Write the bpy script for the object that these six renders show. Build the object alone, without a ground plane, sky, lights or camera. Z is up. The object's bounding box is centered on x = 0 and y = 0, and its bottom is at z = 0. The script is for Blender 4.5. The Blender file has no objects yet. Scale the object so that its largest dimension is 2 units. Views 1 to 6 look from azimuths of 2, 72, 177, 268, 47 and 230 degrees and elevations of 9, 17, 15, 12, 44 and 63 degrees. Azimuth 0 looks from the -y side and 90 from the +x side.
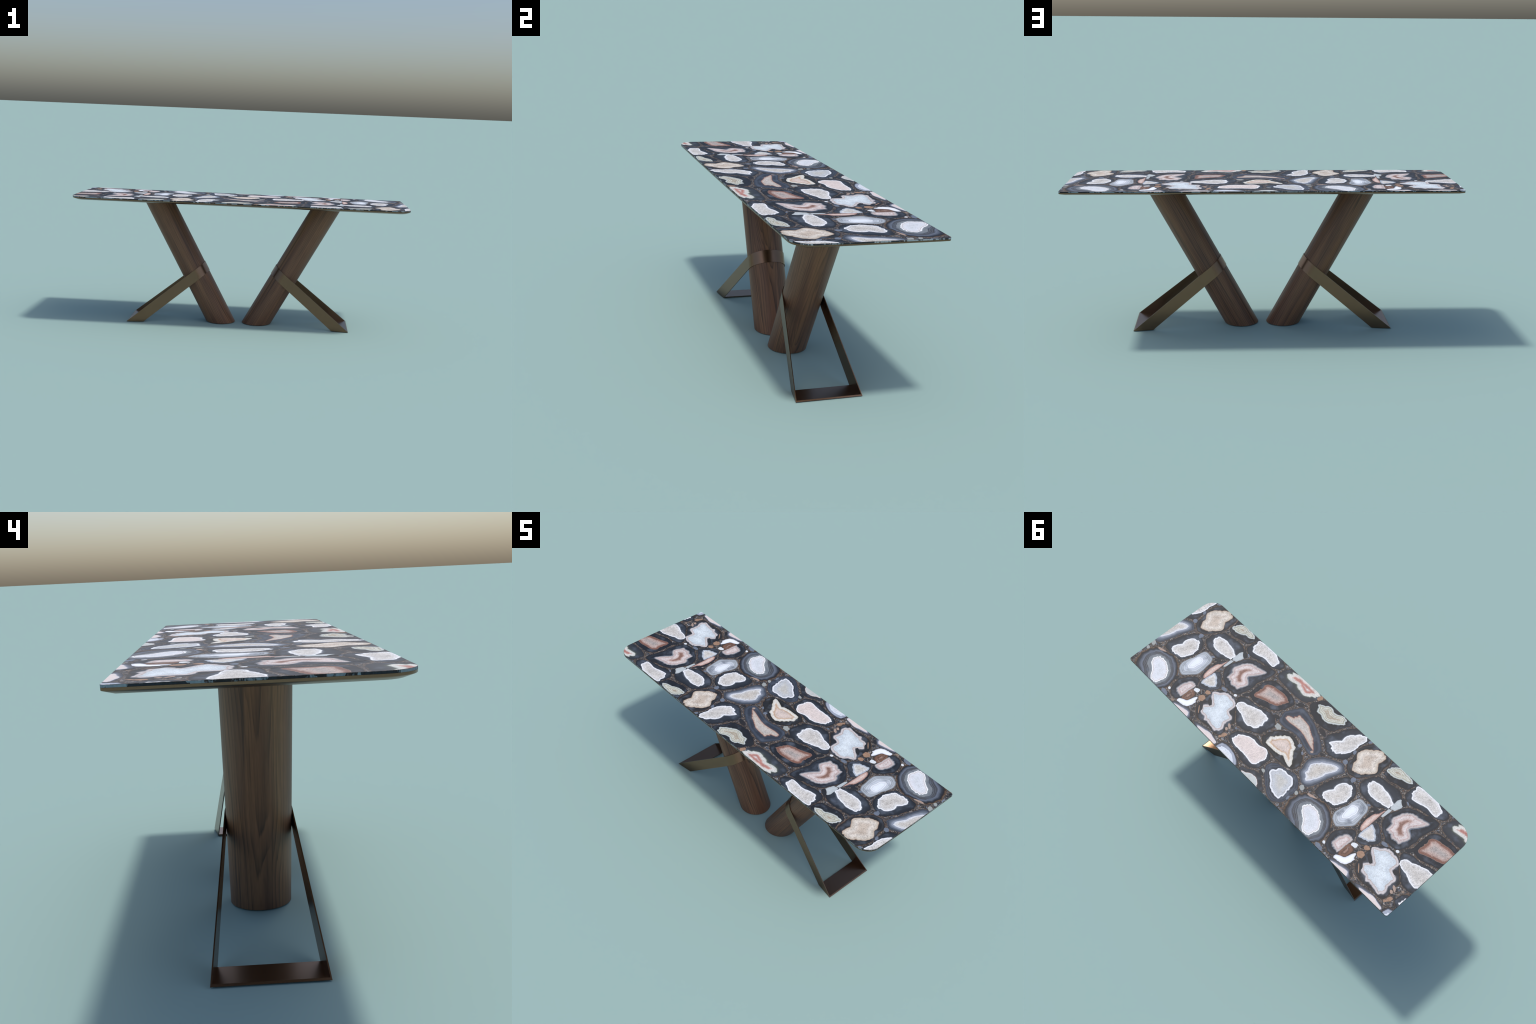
import math, random
import bpy, bmesh
import numpy as np
from mathutils import Vector, Matrix

rng = np.random.default_rng(7)

# ------------------------------------------------------------------ sizes (metres)
HALF_X, HALF_Y = 1.0, 0.3085
TOP_Z, SLAB_LOW, TRAY_LOW, TRAY_FLOOR = 0.7739, 0.7680, 0.7620, 0.7535
FRONT_R, BACK_R = 0.078, 0.011          # plan radii of the front (-y) and back corners
CHAMFER = 0.0245
LEG_R, LEG_FOOT, LEG_LEAN = 0.091, 0.1127, 0.5439
PERIOD = 1.2190                          # the stone layout repeats along the table


# ------------------------------------------------------------------ small helpers
def srgb(r, g, b):
    out = []
    for c in (r, g, b):
        c /= 255.0
        out.append(c / 12.92 if c <= 0.04045 else ((c + 0.055) / 1.055) ** 2.4)
    return out


def albedo(r, g, b):
    """A colour as it looks in the sunlit picture, turned into a base colour."""
    m = 0.3 * r + 0.5 * g + 0.2 * b
    l = srgb(*(c + (m - c) * 0.25 for c in (r, g, b)))
    return (max(0.001, min(0.9, l[0] / LIT[0] - SHEEN)), max(0.001, min(0.9, l[1] / LIT[1] - SHEEN)),
            max(0.001, min(0.9, l[2] / LIT[2] - SHEEN)), 1.0)


LIT, SHEEN = (1.16, 1.14, 1.15), 0.006


def obj_from(name, verts, faces, parent, mats=(), slots=None, sharp=35.0, smooth=True):
    me = bpy.data.meshes.new(name)
    me.from_pydata([tuple(map(float, v)) for v in verts], [], faces)
    for m in mats:
        me.materials.append(m)
    bm = bmesh.new()
    bm.from_mesh(me)
    bmesh.ops.recalc_face_normals(bm, faces=bm.faces)
    for f in bm.faces:
        f.smooth = smooth
    for e in bm.edges:
        e.smooth = len(e.link_faces) == 2 and e.calc_face_angle(0.0) < math.radians(sharp)
    bm.to_mesh(me)
    bm.free()
    if slots is not None:
        me.polygons.foreach_set("material_index", slots)
    ob = bpy.data.objects.new(name, me)
    bpy.context.scene.collection.objects.link(ob)
    ob.parent = parent
    return ob


class Nodes:
    """Thin wrapper that makes node graphs readable."""

    def __init__(self, name):
        self.mat = bpy.data.materials.new(name)
        self.mat.use_nodes = True
        self.t = self.mat.node_tree
        self.bsdf = self.t.nodes["Principled BSDF"]

    def new(self, kind, **props):
        n = self.t.nodes.new(kind)
        for k, v in props.items():
            setattr(n, k, v)
        return n

    def put(self, socket, value):
        if isinstance(value, bpy.types.NodeSocket):
            self.t.links.new(value, socket)
        else:
            socket.default_value = value

    def math(self, op, a, b=0.0, c=0.0, clamp=False):
        n = self.new("ShaderNodeMath", operation=op, use_clamp=clamp)
        for s, v in zip(n.inputs, (a, b, c)):
            self.put(s, v)
        return n.outputs[0]

    def vec(self, x, y, z):
        n = self.new("ShaderNodeCombineXYZ")
        for s, v in zip(n.inputs, (x, y, z)):
            self.put(s, v)
        return n.outputs[0]

    def vmath(self, op, a, b):
        n = self.new("ShaderNodeVectorMath", operation=op)
        self.put(n.inputs[0], a)
        self.put(n.inputs[1], b)
        return n.outputs[0]

    def noise(self, vector, scale, detail=2.0, rough=0.5, w=None, distortion=0.0):
        n = self.new("ShaderNodeTexNoise", noise_dimensions="4D" if w is not None else "3D")
        self.put(n.inputs["Vector"], vector)
        if w is not None:
            self.put(n.inputs["W"], w)
        self.put(n.inputs["Scale"], scale)
        self.put(n.inputs["Detail"], detail)
        self.put(n.inputs["Roughness"], rough)
        self.put(n.inputs["Distortion"], distortion)
        return n.outputs["Fac"]

    def voronoi(self, vector, scale, feature="F1", randomness=1.0):
        n = self.new("ShaderNodeTexVoronoi", feature=feature)
        self.put(n.inputs["Vector"], vector)
        self.put(n.inputs["Scale"], scale)
        self.put(n.inputs["Randomness"], randomness)
        return n

    def ramp(self, fac, stops, mode="LINEAR"):
        n = self.new("ShaderNodeValToRGB")
        r = n.color_ramp
        r.interpolation = mode
        while len(r.elements) < len(stops):
            r.elements.new(0.5)
        for e, (p, c) in zip(r.elements, sorted(stops, key=lambda s: s[0])):
            e.position = p
            e.color = c if len(c) == 4 else (*c, 1.0)
        self.put(n.inputs[0], fac)
        return n.outputs[0]

    def step(self, x, low, high):
        n = self.new("ShaderNodeMapRange", interpolation_type="SMOOTHSTEP")
        for s, v in zip(n.inputs, (x, low, high, 0.0, 1.0)):
            self.put(s, v)
        return n.outputs[0]

    def mix(self, fac, a, b, blend="MIX"):
        n = self.new("ShaderNodeMix", data_type="RGBA", blend_type=blend)
        self.put(n.inputs[0], fac)
        self.put(n.inputs[6], a)
        self.put(n.inputs[7], b)
        return n.outputs[2]

    def axes(self, vector):
        n = self.new("ShaderNodeSeparateXYZ")
        self.put(n.inputs[0], vector)
        return n.outputs

    def coords(self):
        return self.new("ShaderNodeTexCoord").outputs["Object"]

    def finish(self, color, rough, spec=0.5, metal=0.0):
        self.put(self.bsdf.inputs["Base Color"], color)
        self.put(self.bsdf.inputs["Roughness"], rough)
        self.put(self.bsdf.inputs["Specular IOR Level"], spec)
        self.put(self.bsdf.inputs["Metallic"], metal)
        return self.mat


POLISH = 0.64     # satin polish shared by all stone


# ------------------------------------------------------------------ agate materials
# A slice's local z runs 0 (outer rind) > 1 (edge of the crystal core) > 2 (40 mm inside the core);
# the slice is a very flat dome, so z draws the concentric bands of the stone.
def agate(name, bands, speck=None, speck_amount=0.35, grain=0.25, wobble=0.10, lines=0.0, fibre=0.0):
    g = Nodes(name)
    co = g.coords()
    x, y, z = g.axes(co)
    info = g.new("ShaderNodeObjectInfo")
    seed = g.math("MULTIPLY", info.outputs["Random"], 40.0)
    flat = g.vec(x, y, 0.0)
    big = g.math("SUBTRACT", g.noise(flat, 28.0, 2.0, w=seed), 0.5)
    fine = g.math("SUBTRACT", g.noise(flat, 130.0, 3.0, 0.6, w=seed), 0.5)
    t = g.math("MULTIPLY_ADD", big, wobble, z)
    t = g.math("MULTIPLY_ADD", fine, wobble * 0.45, t)
    stops = [(p / 2.0, albedo(*c)) for p, c in bands]
    col = g.ramp(g.math("MULTIPLY", t, 0.5), stops)
    core = g.step(t, 1.06, 1.2)
    rim = g.math("SUBTRACT", 1.0, g.step(t, 0.9, 1.0))
    # soft clouding of the dark chalcedony rim, with thin parallel growth lines
    cloud = g.noise(flat, 22.0, 3.0, w=g.math("ADD", seed, 7.0))
    veil = g.math("MULTIPLY", g.math("MULTIPLY", g.step(cloud, 0.46, 0.74), rim), g.math("MULTIPLY", g.step(t, 0.12, 0.4), 0.72))
    col = g.mix(veil, col, albedo(90, 102, 122))
    if lines:
        wave = g.math("SINE", g.math("MULTIPLY", t, 95.0))
        wave2 = g.math("SINE", g.math("MULTIPLY_ADD", t, 41.0, 1.3))
        w = g.math("MULTIPLY", g.math("MULTIPLY_ADD", wave2, 0.5, wave), 0.5)
        w = g.math("MULTIPLY_ADD", w, lines, 1.0)
        w = g.math("ADD", g.math("MULTIPLY", w, rim), g.math("SUBTRACT", 1.0, rim))
        col = g.mix(1.0, col, g.vec(w, w, w), "MULTIPLY")
    # sugary crystal grain in the core
    if fibre:
        fx = g.math("MULTIPLY", x, 1.0)
        fv = g.vec(g.math("MULTIPLY", fx, 5.0), y, 0.0)
        gr = g.noise(fv, 70.0, 3.0, 0.65, w=seed, distortion=fibre)
    else:
        gr = g.noise(flat, 165.0, 4.0, 0.75, w=seed, distortion=1.8)
    coarse = g.noise(flat, 45.0, 2.0, 0.5, w=g.math("ADD", seed, 5.0))
    gr = g.step(g.math("MULTIPLY_ADD", coarse, 0.22, g.math("MULTIPLY", gr, 0.88)), 0.40, 0.66)
    k = g.math("MULTIPLY_ADD", g.math("SUBTRACT", gr, 1.0), grain * 1.5, 1.17)
    k = g.math("ADD", g.math("MULTIPLY", k, core), g.math("SUBTRACT", 1.0, core))
    col = g.mix(1.0, col, g.vec(k, k, k), "MULTIPLY")
    if speck:
        spots = g.noise(flat, 95.0, 4.0, 0.75, w=g.math("ADD", seed, 3.0), distortion=0.6)
        patch = g.noise(flat, 26.0, 1.0, w=g.math("ADD", seed, 11.0))
        m = g.math("MULTIPLY", g.step(spots, 0.50, 0.68), g.step(patch, 0.38, 0.62))
        m = g.math("MULTIPLY", m, g.math("MULTIPLY", core, speck_amount))
        col = g.mix(m, col, albedo(*speck))
    # tan rind, broken up along the outer edge
    rind = g.math("SUBTRACT", 1.0, g.step(z, 0.04, 0.14))
    rind = g.math("MULTIPLY", rind, g.step(g.noise(flat, 60.0, 3.0, 0.7, w=seed), 0.40, 0.58))
    col = g.mix(g.math("MULTIPLY", rind, 0.75), col, g.mix(g.noise(flat, 240.0, 2.0, w=seed), (0.06, 0.032, 0.016, 1), (0.24, 0.165, 0.105, 1)))
    return g.finish(col, POLISH)


WHITE, NAVY, INK, SLATE = (248, 249, 255), (27, 33, 43), (24, 26, 30), (58, 67, 82)
DARK_RIM = [(0.0, (44, 44, 46)), (0.08, NAVY), (0.35, (36, 43, 54)), (0.6, (46, 54, 67)), (0.8, (44, 51, 63)), (0.90, (70, 79, 94)), (0.96, (128, 136, 150)), (0.99, WHITE)]

MATS = {}
MATS["druzy_agate"] = agate("druzy_agate", DARK_RIM + [(1.07, WHITE), (1.12, (230, 230, 236)), (1.35, (226, 222, 220)), (2.0, (218, 212, 207))], (140, 118, 100), 0.6, 0.42)
MATS["rose_agate"] = agate("rose_agate", DARK_RIM + [(1.075, WHITE), (1.14, (232, 218, 217)), (1.6, (230, 212, 207)), (2.0, (232, 214, 209))], (198, 166, 154), 0.4, 0.28, fibre=1.4)
MATS["milky_agate"] = agate("milky_agate", [(0.0, (50, 50, 52)), (0.1, (38, 46, 60)), (0.3, (60, 72, 94)), (0.42, (40, 48, 62)), (0.6, (66, 78, 98)), (0.75, (44, 52, 66)), (0.93, (40, 48, 62)), (0.99, (225, 230, 245)), (1.1, WHITE), (1.2, (196, 201, 212)), (1.5, (198, 203, 212)), (2.0, (204, 202, 198))], (150, 140, 115), 0.5, 0.3)
MATS["grey_agate"] = agate("grey_agate", [(0.0, (60, 52, 44)), (0.12, (44, 48, 56)), (0.5, (36, 40, 50)), (0.9, (50, 54, 60)), (0.98, (175, 140, 125)), (1.03, (235, 235, 238)), (1.1, (196, 202, 202)), (2.0, (182, 187, 184))], (150, 146, 120), 0.5, 0.15)
MATS["banded_agate"] = agate("banded_agate", [(0.0, (80, 55, 38)), (0.07, (70, 48, 34)), (0.13, (32, 30, 34)), (0.24, (48, 54, 68)), (0.33, (84, 94, 112)), (0.42, (108, 119, 140)), (0.48, (72, 80, 96)), (0.52, (66, 62, 60)), (0.56, (92, 98, 112)), (0.62, (52, 52, 54)), (0.66, (110, 116, 126)), (0.70, (44, 48, 60)), (0.76, (126, 134, 142)), (0.86, (134, 142, 150)), (0.97, (128, 138, 146)), (0.995, WHITE), (1.10, WHITE), (1.13, (180, 150, 145)), (1.17, (226, 226, 234)), (1.5, (222, 226, 238)), (2.0, (214, 220, 230))], (180, 160, 146), 0.35, 0.24, 0.14, 0.24)
MATS["pale_banded_agate"] = agate("pale_banded_agate", [(0.0, (70, 60, 52)), (0.04, (60, 70, 82)), (0.13, (150, 160, 172)), (0.26, (186, 196, 210)), (0.33, (140, 147, 156)), (0.40, (196, 206, 220)), (0.47, (146, 152, 160)), (0.54, (206, 216, 230)), (0.70, (186, 194, 208)), (0.82, (210, 219, 235)), (0.92, (190, 198, 214)), (0.975, (240, 245, 254)), (1.04, (242, 246, 254)), (1.1, (206, 214, 228)), (1.2, (224, 231, 243)), (1.5, (226, 234, 246)), (2.0, (230, 237, 248))], None, 0, 0.08, 0.06, 0.04)
MATS["beige_agate"] = agate("beige_agate", [(0.0, (96, 56, 34)), (0.06, (70, 46, 36)), (0.14, (34, 34, 38)), (0.4, (52, 54, 60)), (0.6, (28, 32, 38)), (0.9, (34, 37, 42)), (0.965, (110, 76, 54)), (1.0, (190, 160, 136)), (1.08, (206, 188, 168)), (1.25, (224, 210, 194)), (1.6, (238, 226, 214)), (2.0, (216, 196, 178))], (150, 122, 100), 0.7, 0.42, 0.10, 0.25)
MATS["olive_agate"] = agate("olive_agate", [(0.0, (40, 40, 44)), (0.08, (27, 31, 41)), (0.6, (30, 35, 46)), (0.93, (26, 30, 36)), (0.98, (110, 115, 112)), (1.02, (196, 204, 205)), (1.16, (200, 206, 202)), (1.22, (160, 158, 126)), (1.30, (206, 206, 192)), (1.42, (214, 214, 204)), (1.48, (168, 162, 128)), (1.56, (218, 218, 210)), (1.7, (176, 158, 132)), (2.0, (210, 205, 192))], (172, 160, 128), 0.5, 0.34, 0.30)
MATS["pink_agate"] = agate("pink_agate", [(0.0, (46, 44, 46)), (0.08, (26, 31, 41)), (0.4, (40, 48, 60)), (0.7, (28, 33, 44)), (0.90, (30, 36, 46)), (0.955, (118, 138, 164)), (0.985, (92, 92, 98)), (1.02, (160, 148, 148)), (1.12, (200, 190, 190)), (1.26, (204, 188, 186)), (1.30, (206, 160, 156)), (1.36, (216, 194, 192)), (1.48, (226, 214, 214)), (1.68, (222, 204, 202)), (1.80, (214, 188, 182)), (1.93, (186, 146, 134)), (2.0, (150, 104, 88))], (160, 98, 84), 0.7, 0.3, 0.16)
MATS["red_agate"] = agate("red_agate", [(0.0, (58, 50, 46)), (0.07, (24, 29, 38)), (0.5, (32, 37, 48)), (0.93, (25, 29, 38)), (0.975, (160, 130, 118)), (1.0, (138, 92, 76)), (1.12, (142, 86, 68)), (1.28, (160, 108, 92)), (1.42, (196, 160, 148)), (1.6, (206, 178, 168)), (2.0, (184, 172, 168))], (226, 200, 190), 0.55, 0.44, 0.12)
MATS["red_heart_agate"] = agate("red_heart_agate", [(0.0, (46, 44, 44)), (0.08, (40, 45, 54)), (0.45, (50, 56, 66)), (0.78, (58, 64, 70)), (0.92, (80, 88, 78)), (0.985, (150, 156, 146)), (1.03, (206, 208, 202)), (1.2, (224, 222, 216)), (1.4, (224, 216, 210)), (1.52, (214, 156, 144)), (1.64, (198, 118, 104)), (1.76, (208, 150, 140)), (1.86, (226, 200, 196)), (2.0, (232, 218, 216))], (200, 140, 126), 0.4, 0.34, 0.3)
MATS["ice_agate"] = agate("ice_agate", [(0.0, (54, 42, 34)), (0.2, (40, 36, 36)), (0.6, (34, 38, 46)), (0.9, (66, 72, 82)), (1.0, (172, 166, 172)), (1.07, (210, 200, 202)), (1.20, (214, 206, 208)), (1.27, (190, 160, 150)), (1.32, (204, 208, 214)), (1.42, (204, 216, 228)), (1.7, (212, 224, 236)), (2.0, (222, 233, 243))], (160, 172, 184), 0.45, 0.3, 0.42)
MATS["amber_agate"] = agate("amber_agate", [(0.0, (60, 46, 36)), (0.08, (28, 28, 31)), (0.45, (46, 47, 50)), (0.75, (27, 28, 31)), (0.95, (30, 31, 32)), (0.985, (150, 140, 112)), (1.03, (214, 210, 200)), (1.2, (236, 232, 224)), (1.34, (236, 228, 218)), (1.46, (222, 186, 152)), (1.54, (212, 168, 132)), (1.62, (224, 198, 184)), (2.0, (228, 206, 196))], (222, 186, 150), 0.45, 0.36, 0.2)
MATS["slate_agate"] = agate("slate_agate", [(0.0, (60, 50, 44)), (0.08, (44, 52, 66)), (0.35, (66, 78, 98)), (0.6, (46, 54, 70)), (0.92, (56, 66, 84)), (0.975, (130, 84, 70)), (1.01, (158, 98, 82)), (1.07, (200, 170, 154)), (1.25, (210, 196, 184)), (1.5, (206, 198, 194)), (2.0, (202, 186, 174))], (176, 138, 110), 0.6, 0.38, 0.10, 0.24)
MATS["blue_agate"] = agate("blue_agate", [(0.0, (44, 42, 42)), (0.06, (26, 30, 40)), (0.16, (78, 90, 110)), (0.24, (46, 54, 70)), (0.42, (88, 98, 116)), (0.62, (112, 123, 142)), (0.82, (150, 160, 180)), (0.93, (138, 147, 170)), (0.985, (190, 195, 208)), (1.02, (222, 226, 238)), (1.18, (226, 226, 230)), (1.4, (216, 211, 206)), (2.0, (204, 194, 184))], (150, 124, 100), 0.65, 0.4, 0.10, 0.10)
MATS["moon_agate"] = agate("moon_agate", [(0.0, (60, 46, 38)), (0.14, (30, 30, 36)), (0.26, (66, 66, 80)), (0.32, (34, 34, 42)), (0.42, (144, 154, 176)), (0.60, (172, 182, 204)), (0.78, (156, 166, 190)), (0.92, (176, 186, 208)), (0.975, (140, 150, 176)), (1.0, (236, 242, 252)), (1.1, (214, 224, 242)), (1.4, (226, 232, 244)), (2.0, (206, 206, 208))], (150, 140, 140), 0.3, 0.26, 0.05, 0.05)
MATS["wedge_agate"] = agate("wedge_agate", [(0.0, (46, 44, 44)), (0.1, (34, 40, 50)), (0.4, (50, 58, 72)), (0.6, (32, 38, 48)), (0.8, (50, 58, 70)), (0.96, (38, 44, 54)), (0.995, (176, 188, 204)), (1.14, (184, 196, 214)), (1.2, (226, 226, 230)), (1.4, (218, 214, 210)), (2.0, (206, 196, 184))], (150, 134, 114), 0.5, 0.34, 0.08, 0.2)
MATS["salmon_agate"] = agate("salmon_agate", [(0.0, (40, 38, 40)), (0.2, (26, 29, 36)), (0.9, (32, 34, 40)), (0.98, (170, 116, 100)), (1.08, (202, 156, 142)), (1.2, (222, 188, 176)), (1.45, (232, 208, 198)), (2.0, (234, 208, 198))], (220, 160, 140), 0.4, 0.3, 0.08, 0, 0.6)
MATS["rust_agate"] = agate("rust_agate", [(0.0, (44, 34, 28)), (0.5, (76, 52, 38)), (1.0, (128, 84, 62)), (1.2, (134, 88, 66)), (1.35, (104, 70, 54)), (1.5, (176, 132, 112)), (2.0, (224, 200, 190))], (226, 206, 200), 0.5, 0.4, 0.4)
MATS["white_agate"] = agate("white_agate", [(0.0, (60, 46, 34)), (0.5, (44, 40, 38)), (0.92, (80, 80, 84)), (1.0, (222, 227, 240)), (1.2, (236, 239, 250)), (2.0, (232, 236, 248))], None, 0, 0.04, 0.1)
MATS["lilac_agate"] = agate("lilac_agate", [(0.0, (50, 46, 46)), (0.15, (56, 58, 70)), (0.5, (76, 82, 98)), (0.8, (112, 118, 138)), (0.95, (176, 180, 202)), (1.02, (226, 216, 218)), (1.2, (226, 210, 208)), (2.0, (222, 202, 196))], (206, 176, 168), 0.3, 0.12, 0.14)
MATS["shard_agate"] = agate("shard_agate", [(0.0, (150, 156, 160)), (0.5, (170, 178, 184)), (1.0, (186, 196, 202)), (2.0, (196, 206, 212))], (160, 164, 166), 0.4, 0.2, 0.1)


def matrix_material():
    """Gritty dark resin: crushed stone in brown, tan, grey and black grains."""
    g = Nodes("crushed_stone_resin")
    co = g.coords()
    warp = g.vmath("ADD", co, g.vmath("MULTIPLY", g.vec(g.noise(co, 40.0), g.noise(g.vmath("ADD", co, (3, 1, 2)), 40.0), 0.0), (0.02, 0.02, 0.0)))
    v = g.voronoi(warp, 210.0)
    tone = g.axes(v.outputs["Color"])[0]
    hue = g.axes(v.outputs["Color"])[1]
    col = g.ramp(tone, [(0.0, albedo(34, 32, 32)), (0.22, albedo(76, 68, 62)), (0.4, albedo(46, 46, 50)), (0.58, albedo(116, 102, 92)), (0.72, albedo(84, 84, 86)), (0.86, albedo(150, 136, 124)), (1.0, albedo(170, 166, 166))])
    col = g.mix(g.math("MULTIPLY", g.step(hue, 0.86, 0.9), 0.5), col, albedo(140, 90, 60))
    col = g.mix(g.math("MULTIPLY", g.step(hue, 0.12, 0.08), 0.7), col, albedo(96, 108, 128))
    edge = g.voronoi(warp, 210.0, "DISTANCE_TO_EDGE").outputs["Distance"]
    col = g.mix(g.math("MULTIPLY", g.math("SUBTRACT", 1.0, g.step(edge, 0.02, 0.12)), 0.65), col, albedo(30, 26, 24))
    drift = g.noise(co, 22.0, 2.0)
    col = g.mix(g.math("MULTIPLY", g.step(drift, 0.52, 0.64), 0.7), col, albedo(30, 34, 42))
    # thin polished edge of the slab: coarser cut faces of dark and blue-grey stone
    nrm = g.axes(g.new("ShaderNodeNewGeometry").outputs["Normal"])[2]
    side = g.math("SUBTRACT", 1.0, g.step(nrm, 0.3, 0.6))
    sv = g.voronoi(g.vmath("MULTIPLY", warp, (1.0, 1.0, 0.4)), 30.0)
    sc = g.axes(sv.outputs["Color"])[0]
    smear = g.noise(g.vmath("MULTIPLY", co, (1.0, 1.0, 0.5)), 110.0, 3.0, 0.6)
    scol = g.ramp(g.math("MULTIPLY_ADD", g.math("SUBTRACT", smear, 0.5), 0.7, sc), [(0.0, albedo(16, 20, 26)), (0.25, albedo(34, 48, 60)), (0.38, albedo(20, 26, 32)), (0.48, albedo(120, 140, 152)), (0.74, albedo(150, 168, 178)), (0.82, albedo(60, 40, 34)), (0.9, albedo(24, 30, 38)), (1.0, albedo(140, 158, 168))])
    col = g.mix(side, col, scol)
    return g.finish(col, POLISH)


def plain_stone(name, low, high, scale=120.0):
    g = Nodes(name)
    co = g.coords()
    n = g.noise(co, scale, 3.0, 0.6)
    pos = g.new("ShaderNodeNewGeometry").outputs["Random Per Island"]
    k = g.math("MULTIPLY_ADD", pos, 0.5, g.math("MULTIPLY", n, 0.5))
    return g.finish(g.ramp(k, [(0.2, albedo(*low)), (0.8, albedo(*high))]), POLISH)


CHIPS = [plain_stone("navy_chip", (22, 26, 34), (46, 54, 66)), plain_stone("blue_grey_chip", (62, 72, 90), (124, 136, 156)),
         plain_stone("tan_chip", (96, 74, 58), (160, 134, 114)), plain_stone("umber_chip", (54, 38, 30), (116, 74, 48)),
         plain_stone("pale_chip", (130, 136, 142), (190, 194, 200)), plain_stone("grey_brown_chip", (58, 52, 48), (98, 90, 84))]
PEBBLE_MATS = dict(dark_inclusion=plain_stone("dark_inclusion", (18, 21, 27), (46, 50, 58), 60.0), pale_pebble=plain_stone("pale_pebble", (118, 124, 126), (186, 192, 190), 160.0),
                   white_pebble=plain_stone("white_pebble", (214, 222, 230), (240, 244, 250), 60.0), blue_pebble=plain_stone("blue_pebble", (72, 86, 106), (128, 142, 166), 60.0),
                   orange_pebble=plain_stone("orange_pebble", (112, 66, 38), (206, 160, 126), 90.0), tan_pebble=plain_stone("tan_pebble", (140, 108, 90), (208, 176, 158), 160.0),
                   stripe_inclusion=agate("striped_inclusion", [(0.0, (150, 110, 80)), (0.3, (24, 26, 32)), (0.5, (60, 72, 90)), (0.7, (30, 34, 42)), (0.9, (84, 50, 34)), (1.0, (36, 38, 44)), (2.0, (40, 46, 56))]))


def bronze_material():
    g = Nodes("brushed_bronze")
    co = g.coords()
    n = g.noise(co, 60.0, 3.0)
    col = g.mix(n, (0.212, 0.130, 0.082, 1), (0.232, 0.146, 0.094, 1))
    return g.finish(col, 0.27, 0.5, 1.0)


def walnut_material():
    """Flat-sawn walnut veneer wrapped round the leg; local z runs up the leg."""
    g = Nodes("walnut_veneer")
    x, y, z = g.axes(g.coords())
    lean = g.axes(g.new("ShaderNodeObjectInfo").outputs["Location"])[0]
    way = g.math("SIGN", lean)
    q = g.math("SUBTRACT", x, g.math("MULTIPLY", g.math("MULTIPLY", z, LEG_LEAN), way))
    arc = g.math("MULTIPLY", g.math("ARCTAN2", y, g.math("ABSOLUTE", q)), LEG_R)
    p = g.vec(q, y, z)
    seed = g.math("MULTIPLY", way, 5.0)
    low = g.noise(g.vmath("MULTIPLY", p, (4.0, 4.0, 0.8)), 2.2, 1.0, w=seed)
    wob = g.math("SUBTRACT", g.noise(g.vmath("MULTIPLY", p, (9.0, 9.0, 0.45)), 3.0, 2.0, w=seed), 0.5)
    fine = g.math("SUBTRACT", g.noise(g.vmath("MULTIPLY", p, (40.0, 40.0, 0.5)), 6.0, 2.0, w=seed), 0.5)
    shift = g.math("MULTIPLY_ADD", g.math("SUBTRACT", low, 0.5), 0.05, 0.0)
    u = g.math("ADD", arc, shift)
    depth = g.math("MULTIPLY_ADD", g.math("SINE", g.math("MULTIPLY_ADD", z, 3.4, g.math("MULTIPLY_ADD", low, 5.0, g.math("MULTIPLY", way, 1.1)))), 0.022, 0.034)
    rad = g.math("SQRT", g.math("ADD", g.math("MULTIPLY", u, u), g.math("MULTIPLY", depth, depth)))
    rad = g.math("MULTIPLY_ADD", wob, 0.008, rad)
    rad = g.math("MULTIPLY_ADD", fine, 0.0020, rad)
    ring = g.math("FRACT", g.math("MULTIPLY_ADD", rad, 112.0, g.math("MULTIPLY", g.noise(g.vmath("MULTIPLY", p, (16.0, 16.0, 0.35)), 3.0, 1.0, w=seed), 1.8)))
    line = g.ramp(ring, [(0.0, (0.0,) * 3), (0.45, (0.18,) * 3), (0.78, (0.62,) * 3), (0.9, (1.0,) * 3), (1.0, (0.0,) * 3)])
    power = g.step(g.noise(g.vmath("MULTIPLY", p, (14.0, 14.0, 1.0)), 3.0, 2.0, w=seed), 0.3, 0.7)
    line = g.math("MULTIPLY", line, g.math("MULTIPLY_ADD", power, 0.75, 0.25))
    tone = g.noise(g.vmath("MULTIPLY", p, (10.0, 10.0, 0.6)), 2.2, 2.0, w=seed)
    base = g.ramp(tone, [(0.25, (0.128, 0.060, 0.040, 1)), (0.5, (0.222, 0.104, 0.058, 1)), (0.75, (0.285, 0.142, 0.070, 1))])
    col = g.mix(g.math("MULTIPLY", line, 0.9), base, (0.046, 0.029, 0.023, 1))
    streak = g.step(g.noise(g.vmath("MULTIPLY", p, (34.0, 34.0, 0.5)), 2.6, 2.0, w=g.math("ADD", seed, 2.0)), 0.54, 0.70)
    col = g.mix(g.math("MULTIPLY", streak, 0.68), col, (0.052, 0.030, 0.024, 1))
    pores = g.noise(g.vmath("MULTIPLY", p, (110.0, 110.0, 2.2)), 9.0, 2.0, 0.6, w=seed)
    k = g.math("MULTIPLY_ADD", g.math("SUBTRACT", pores, 0.5), 0.9, 1.0)
    col = g.mix(1.0, col, g.vec(k, k, k), "MULTIPLY")
    return g.finish(col, 0.48, 0.34)


RESIN, BRONZE, WALNUT = matrix_material(), bronze_material(), walnut_material()


# ------------------------------------------------------------------ the thing
table = bpy.data.objects.new("console_table", None)
bpy.context.scene.collection.objects.link(table)
table["label"] = "long console table, agate stone top, leaning walnut column legs, bronze straps"
table["category"] = "console table"


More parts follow.
